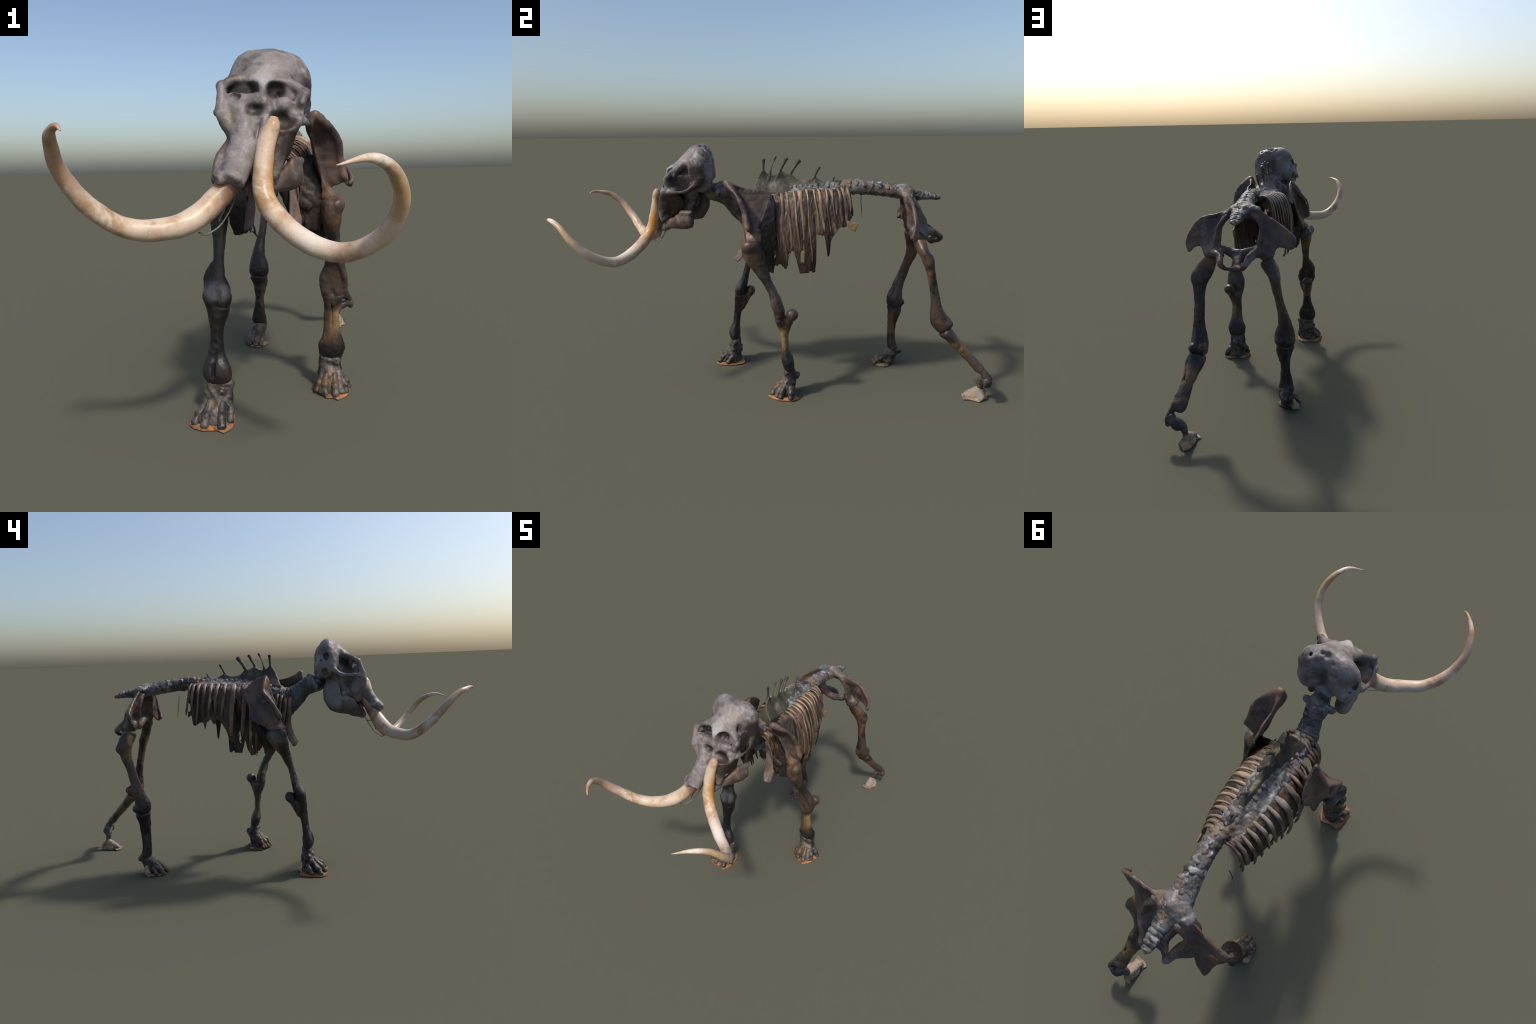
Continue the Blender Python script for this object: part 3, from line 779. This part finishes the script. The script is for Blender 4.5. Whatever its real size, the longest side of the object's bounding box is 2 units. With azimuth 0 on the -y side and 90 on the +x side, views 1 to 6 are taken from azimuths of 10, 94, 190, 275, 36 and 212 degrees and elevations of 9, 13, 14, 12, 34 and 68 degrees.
f.limb([(-.198, -.045, .885, .008, .010), (-.206, -.02, .868, .006, .008)], u=(1, 0, 0), per=2, k=.012)
f.ball((-.184, -.078, .738), (.028, .036, .026), k=.014)
bone('shoulder_blade', f, M_BLADE, res=.0036, noise=((20, .003, 83), (60, .0014, 84)))

# ------------------------------------------------------------------ fore legs
def leg(name, nodes, extras=(), mat=None, u=(1, 0, 0), seed=0, carve=()):
    f = Field()
    f.limb(nodes, u=u, per=5, k=.010, cap=.7)
    for kind, *a in extras:
        getattr(f, kind)(*a)
    for c, r in carve:
        f.ball(c, r, k=.008, op='sub')
    return bone(name, f, mat or M_LEG, res=.0034, noise=((26, .0022, seed), (62, .0013, seed + 1), (150, .0008, seed + 2)))

leg('humerus', [(-.197, -.082, .708, .036, .047), (-.194, -.100, .662, .032, .038), (-.190, -.120, .615, .023, .025), (-.187, -.136, .57, .020, .0185), (-.187, -.151, .525, .020, .0158),
                (-.190, -.160, .482, .027, .0165), (-.188, -.172, .450, .043, .022), (-.186, -.185, .420, .050, .028), (-.184, -.188, .398, .047, .030), (-.182, -.190, .384, .040, .026)],
    [('ball', (-.20, -.055, .706), (.030, .026, .030), .012), ('ball', (-.222, -.10, .712), (.018, .03, .028), .012),
     ('limb', [(-.205, -.155, .52, .010, .012), (-.226, -.158, .475, .012, .011), (-.226, -.165, .44, .010, .012)])], seed=300, carve=[((-.186, -.222, .385), (.012, .014, .022))])
leg('humerus', [(.188, -.093, .718, .038, .043), (.187, -.088, .692, .037, .049), (.187, -.075, .660, .032, .047), (.189, -.055, .615, .025, .034), (.190, -.035, .575, .024, .025), (.192, -.012, .530, .028, .0205),
                (.195, .008, .495, .037, .019), (.194, .020, .465, .045, .021), (.191, .027, .430, .051, .025), (.189, .030, .402, .047, .027), (.189, .032, .386, .040, .024)],
    [('ball', (.21, -.105, .715), (.020, .028, .026), .012), ('limb', [(.215, -.005, .50, .008, .010), (.233, .010, .45, .010, .012), (.228, .018, .42, .010, .012)])], seed=310,
    carve=[((.188, .000, .388), (.012, .014, .02))])
leg('forearm', [(-.182, -.190, .380, .041, .028), (-.185, -.187, .355, .034, .034), (-.186, -.195, .325, .0255, .027), (-.185, -.202, .295, .022, .021), (-.185, -.208, .262, .024, .0185),
                (-.186, -.214, .225, .032, .019), (-.185, -.221, .193, .043, .025), (-.183, -.224, .165, .051, .0295), (-.181, -.222, .150, .049, .027), (-.180, -.219, .136, .042, .023)],
    [('ball', (-.198, -.138, .396), (.029, .026, .027), .012), ('limb', [(-.196, -.145, .385, .024, .020), (-.190, -.168, .352, .022, .022), (-.188, -.183, .31, .018, .018)])], seed=320,
    carve=[((-.188, -.243, .27), (.0045, .012, .09)), ((-.192, -.250, .18), (.005, .012, .04))])
leg('forearm', [(.189, .033, .382, .042, .026), (.188, .048, .360, .036, .032), (.186, .054, .330, .030, .024), (.185, .053, .300, .028, .0185), (.184, .055, .265, .030, .0155), (.184, .058, .222, .034, .0175),
                (.185, .066, .185, .047, .027), (.184, .071, .165, .049, .028), (.180, .077, .140, .044, .024)],
    [('ball', (.214, .090, .406), (.030, .027, .028), .012), ('limb', [(.212, .084, .395, .024, .020), (.202, .070, .365, .022, .022), (.192, .060, .32, .016, .016)])], seed=330,
    carve=[((.186, .030, .27), (.0045, .012, .09))])

def toe(foot, a, knee, b, r, seed):
    a, m, b = map(np.array, (a, knee, b))
    f = Field()
    r = r * 1.16
    f.limb([(*a, r, r), (*(a * .5 + m * .5), r * .88, r * .86), (*m, r * 1.05, r * 1.02)], per=3, k=.004)
    f.limb([(*m, r * .95, r * .95), (*(m * .5 + b * .5), r * .8, r * .8), (*b, r * .98, r * .9)], per=3, k=.003)
    ob = bone('toe', f, M_FOOT, res=.0026, noise=((90, .0012, seed),))
    ob.parent = foot

def foot_fore(nodes, toes, seed, extra=(), web=None):
    f = Field()
    f.limb(nodes, per=4, k=.01, cap=.5)
    g = np.random.default_rng(seed)
    for i in range(16):                                        # carpal blocks
        s = g.random()
        a = catmull(np.array(nodes), 20)[int(s * 20 * (len(nodes) - 1) * .7)]
        th = g.random() * 6.28
        f.ball((a[0] + a[3] * .82 * math.cos(th), a[1] + a[4] * .82 * math.sin(th), a[2]), (.013 + .005 * g.random(), .012, .010 + .006 * g.random()), k=.006)
    if web:
        f.limb(web, per=4, k=.014, cap=.6)
    for e in extra:
        f.ball(*e)
    ob = bone('fore_foot', f, M_FOOT, res=.003, noise=((50, .003, seed), (120, .0016, seed + 1)))
    for i, t in enumerate(toes):
        toe(ob, *t, seed=seed + 10 + i)
    return ob
foot_fore([(-.180, -.219, .128, .043, .021), (-.178, -.218, .10, .047, .026), (-.179, -.216, .075, .046, .028), (-.184, -.224, .045, .047, .034), (-.188, -.230, .016, .050, .042)],
          [((-.218, -.240, .065), (-.240, -.265, .035), (-.250, -.283, .012), .0115), ((-.202, -.248, .068), (-.209, -.285, .036), (-.211, -.303, .013), .0130),
           ((-.165, -.246, .066), (-.157, -.285, .034), (-.153, -.302, .013), .0130), ((-.146, -.222, .062), (-.138, -.24, .035), (-.134, -.258, .012), .0115), ((-.225, -.215, .05), (-.240, -.225, .03), (-.250, -.238, .012), .012)], 340,
          web=[(-.182, -.236, .070, .034, .020), (-.186, -.258, .045, .042, .020), (-.190, -.275, .022, .048, .018), (-.191, -.282, .010, .050, .014)])
foot_fore([(.179, .079, .128, .042, .022), (.177, .083, .10, .043, .028), (.178, .080, .072, .044, .031), (.184, .070, .042, .046, .035), (.188, .066, .014, .050, .042)],
          [((.150, .050, .06), (.140, .040, .035), (.134, .032, .012), .0110), ((.166, .047, .066), (.164, .022, .038), (.164, .008, .013), .0125),
           ((.196, .046, .066), (.200, .015, .038), (.203, .000, .013), .0125), ((.217, .060, .062), (.232, .045, .036), (.239, .038, .012), .0115), ((.224, .085, .05), (.238, .085, .03), (.246, .085, .012), .0125)], 360,
          [((.182, .112, .098), (.02, .016, .018), .008)],
          web=[(.182, .060, .068, .032, .020), (.185, .040, .045, .042, .020), (.187, .026, .022, .047, .018), (.188, .020, .010, .049, .014)])

# ------------------------------------------------------------------ hips
f = Field()
MIDL = lambda a, b: .608 + .55 * np.clip(.90 - b, 0, .14) * np.clip((.26 - a) / .16, 0, 1) - .6 * np.clip(a - .245, 0, .03)
f.plate([(.035, .938), (.055, .938), (.110, .924), (.165, .912), (.205, .885), (.240, .838), (.262, .790), (.255, .755), (.236, .752), (.210, .772), (.178, .778), (.155, .755), (.125, .745),
         (.105, .775), (.092, .815), (.098, .85), (.088, .88), (.060, .905)], 'xz', MIDL, lambda a, b: .0055 + .020 * np.clip((.80 - b) / .07, 0, 1) * np.clip((.18 - a) / .03, 0, 1) + .008 * np.clip((.09 - a) / .05, 0, 1), k=.014, rnd=.0045)
MIDR = lambda a, b: .616 + .42 * np.clip(.93 - b, 0, .16) * np.clip((.26 + a) / .16, 0, 1) + .25 * np.clip(-.15 - a, 0, .06) - .8 * np.clip(-.225 - a, 0, .03)
f.plate([(-.040, .945), (-.066, .957), (-.100, .936), (-.137, .910), (-.180, .880), (-.212, .855), (-.242, .822), (-.233, .778), (-.200, .785), (-.170, .788), (-.145, .760), (-.118, .755),
         (-.095, .785), (-.088, .83), (-.095, .87), (-.08, .90), (-.05, .915)], 'xz', MIDR, lambda a, b: .0055 + .020 * np.clip((.81 - b) / .06, 0, 1) * np.clip((a + .18) / .03, 0, 1) + .006 * np.clip((a + .09) / .05, 0, 1), k=.014, rnd=.0045)
f.limb([(.025, .610, .920, .024, .018), (.060, .615, .912, .026, .014), (.088, .626, .875, .032, .011), (.096, .636, .840, .038, .011), (.102, .648, .800, .046, .014), (.112, .655, .765, .036, .022)], u=(0, 1, 0), per=4, k=.014)
f.limb([(-.025, .610, .925, .024, .020), (-.066, .622, .915, .026, .015), (-.094, .632, .880, .030, .011), (-.100, .646, .845, .034, .011), (-.098, .660, .805, .042, .014), (-.108, .668, .770, .034, .022)], u=(0, 1, 0), per=4, k=.014)
f.limb([(.115, .613, .916, .006, .006), (.183, .607, .894, .008, .007), (.232, .611, .835, .010, .008), (.251, .604, .785, .011, .009), (.243, .598, .766, .009, .009)], per=4, k=.008)
f.limb([(-.14, .628, .904, .006, .006), (-.208, .632, .853, .006, .006), (-.234, .636, .815, .007, .006), (-.228, .622, .786, .006, .006)], per=4, k=.008)
for sx, xs, yy, zz in ((1, .124, .650, .752), (-1, -.120, .664, .760)):
    f.ball((xs, yy, zz), (.034, .032, .030), k=.02)                                            # socket
    f.limb([(xs - sx * .025, yy - .005, zz + .025, .020, .020), (xs - sx * .055, .655, .775, .018, .018), (.005 + sx * .035, .653, .762, .016, .020), (.004 + sx * .005, .655, .755, .014, .020)], u=(0, 1, 0), per=4, k=.016)   # pubis
    f.limb([(xs - sx * .022, yy + .025, zz + .015, .030, .024), (.003 + sx * .078, .708, .768, .026, .017), (.003 + sx * .062, .738, .755, .016, .015), (.003 + sx * .053, .765, .737, .013, .013), (.002 + sx * .036, .757, .716, .011, .009), (-.004 + sx * .008, .738, .709, .010, .008)], u=(0, 1, 0), per=5, k=.012)   # seat bone
f.limb([(.004, .655, .757, .050, .012), (.000, .68, .742, .026, .011), (-.003, .71, .725, .016, .010), (-.005, .738, .709, .024, .008)], u=(1, 0, 0), per=4, k=.012)    # symphysis plate
bone('pelvis', f, M_BLADE, res=.0036, noise=((20, .003, 91), (60, .0015, 92), (150, .0006, 93)))

# ------------------------------------------------------------------ hind legs
leg('femur', [(.133, .657, .728, .030, .027), (.152, .669, .692, .043, .023), (.172, .688, .653, .042, .0245), (.174, .700, .612, .030, .021), (.173, .713, .558, .0245, .019),
              (.174, .726, .498, .025, .020), (.173, .738, .435, .029, .025), (.169, .752, .380, .039, .039), (.171, .770, .345, .041, .034)],
    [('ball', (.196, .692, .656), (.014, .014, .022), .02), ('ball', (.148, .790, .362), (.020, .024, .024), .01), ('ball', (.190, .788, .362), (.020, .024, .024), .01)], seed=400,
    carve=[((.169, .815, .36), (.007, .012, .03))])
leg('femur', [(-.125, .668, .725, .033, .030), (-.152, .688, .686, .028, .036), (-.163, .690, .632, .020, .030), (-.170, .671, .566, .018, .0235), (-.182, .650, .499, .021, .0235),
              (-.189, .631, .435, .031, .027), (-.187, .617, .379, .047, .038), (-.186, .618, .347, .047, .040), (-.187, .618, .330, .038, .034)],
    [('ball', (-.174, .718, .657), (.010, .017, .018), .022), ('ball', (-.208, .64, .352), (.022, .024, .022), .01), ('ball', (-.166, .64, .352), (.022, .024, .022), .01)], seed=410,
    carve=[((-.187, .668, .35), (.007, .012, .025))])
leg('shin', [(.174, .786, .322, .042, .030), (.178, .805, .303, .040, .025), (.185, .826, .278, .033, .0235), (.193, .860, .243, .027, .022), (.200, .890, .210, .0285, .021),
             (.206, .912, .188, .032, .021), (.212, .932, .166, .034, .021), (.217, .942, .154, .028, .016)],
    [('limb', [(.207, .800, .312, .010, .012), (.212, .850, .258, .008, .008), (.222, .900, .208, .008, .008), (.240, .950, .150, .014, .016), (.247, .962, .128, .014, .018)])], seed=420,
    carve=[((.206, .862, .268), (.0035, .012, .034))])
leg('shin', [(-.187, .618, .320, .041, .037), (-.182, .616, .296, .036, .033), (-.181, .612, .270, .0285, .028), (-.182, .610, .245, .024, .0235), (-.183, .607, .215, .0205, .021),
             (-.184, .607, .178, .023, .020), (-.187, .609, .135, .031, .022), (-.187, .616, .103, .034, .024)],
    [('limb', [(-.212, .628, .308, .010, .012), (-.200, .626, .245, .007, .008), (-.206, .622, .16, .008, .008), (-.215, .622, .108, .012, .014)])], seed=430)

f = Field()
f.limb([(.240, .958, .134, .017, .021), (.232, .966, .116, .019, .024), (.213, .966, .104, .021, .029), (.192, .958, .086, .016, .020), (.183, .957, .056, .0125, .014), (.181, .954, .036, .012, .014)], per=4, k=.01, cap=.6)
f.ball((.252, .962, .110), (.015, .02, .024), k=.012)
hl = bone('hind_foot', f, M_FOOT, res=.003, noise=((50, .003, 441), (120, .0014, 442)))
f = Field()
f.limb([(.181, .950, .045, .010, .012), (.174, .920, .026, .014, .012), (.172, .895, .012, .018, .007)], per=4, k=.012)
f.limb([(.182, .958, .045, .010, .012), (.196, .966, .022, .012, .010), (.205, .955, .008, .012, .006)], per=3, k=.012)
f.limb([(.180, .960, .045, .008, .012), (.172, .985, .03, .014, .007), (.166, .992, .012, .016, .006)], per=3, k=.012)
f.limb([(.181, .954, .040, .014, .016), (.180, .948, .020, .024, .032), (.178, .944, .008, .030, .044)], per=3, k=.012)
bone('earth_patch', f, M_PAD_GREY, res=.003, noise=((50, .0025, 445), (130, .0014, 446)))
f = Field()
f.limb([(-.187, .618, .105, .034, .025), (-.186, .622, .080, .034, .028), (-.190, .608, .052, .032, .030), (-.192, .590, .022, .036, .034)], per=4, k=.012, cap=.5)
f.limb([(-.186, .632, .085, .020, .018), (-.184, .652, .074, .016, .014)], per=3, k=.014)
f.limb([(-.190, .600, .070, .030, .018), (-.192, .565, .046, .034, .016), (-.194, .54, .022, .036, .014)], per=3, k=.014)
hr = bone('hind_foot', f, M_FOOT, res=.003, noise=((50, .003, 451), (120, .0016, 452)))
for i, t in enumerate([((-.168, .568, .05), (-.164, .54, .030), (-.164, .520, .012), .0105), ((-.186, .562, .052), (-.189, .535, .031), (-.191, .516, .013), .0115),
                       ((-.206, .565, .05), (-.216, .545, .030), (-.221, .530, .012), .0115), ((-.216, .580, .044), (-.229, .57, .026), (-.236, .560, .010), .0100)]):
    toe(hr, *t, seed=460 + i)

# ------------------------------------------------------------------ earth patches stuck under the feet
def patch(outline, mat, seed, rise=.010, inner=.62):
    O = np.array(outline, float)
    g = np.random.default_rng(seed)
    dense = []
    for i in range(len(O)):                                     # ragged straight-edged rim
        a, b = O[i], O[(i + 1) % len(O)]
        for t in (0, .5):
            dense.append(a + (b - a) * t + (g.random(2) - .5) * .004 * (t > 0))
    O = np.array(dense); n = len(O); c = O.mean(0)
    rings = [(1.0, .0005), (1.0, .0045), (.86, .0065), (inner, rise), (.2, rise)]
    V = []
    for s, z in rings:
        P = c + (O - c) * s
        zz = z + (g.random(n) - .5) * .004 * (z > .003)
        V.append(np.column_stack([P, np.maximum(zz, .0003)]))
    V = np.vstack(V + [np.array([[*c, .0005], [*c, rise]])])
    Q = [(k * n + i, k * n + (i + 1) % n, (k + 1) * n + (i + 1) % n, (k + 1) * n + i) for k in range(len(rings) - 1) for i in range(n)]
    m = len(rings) * n
    Q += [(m, (i + 1) % n, i) for i in range(n)] + [(m + 1, (len(rings) - 1) * n + i, (len(rings) - 1) * n + (i + 1) % n) for i in range(n)]
    return make('earth_patch', V, Q, mat, smooth=False)
patch([(-.216, -.318), (-.250, -.306), (-.267, -.285), (-.265, -.230), (-.246, -.176), (-.200, -.178), (-.155, -.168), (-.134, -.192), (-.122, -.240), (-.122, -.290), (-.143, -.321), (-.166, -.308)], M_PAD, 1)
patch([(.121, .075), (.140, .110), (.190, .106), (.232, .124), (.255, .090), (.254, .046), (.238, .008), (.212, -.025), (.193, -.006), (.168, -.013), (.142, .028), (.124, .033)], M_PAD, 2)
patch([(-.166, .511), (-.150, .545), (-.137, .570), (-.150, .592), (-.190, .606), (-.225, .620), (-.248, .605), (-.238, .550), (-.216, .522), (-.190, .512)], M_PAD_GREY, 3)
f = Field()
f.limb([(-.196, .612, .055, .018, .016), (-.214, .612, .030, .022, .014), (-.226, .606, .012, .024, .016)], per=3, k=.014)
bone('earth_patch', f, M_PAD_GREY, res=.003, noise=((50, .002, 447), (130, .0012, 448)))
patch([(.139, .897), (.150, .925), (.152, .955), (.162, .990), (.182, .996), (.192, .982), (.206, .965), (.224, .945), (.202, .912), (.205, .880), (.155, .883)], M_PAD_GREY, 4, rise=.018, inner=.5)
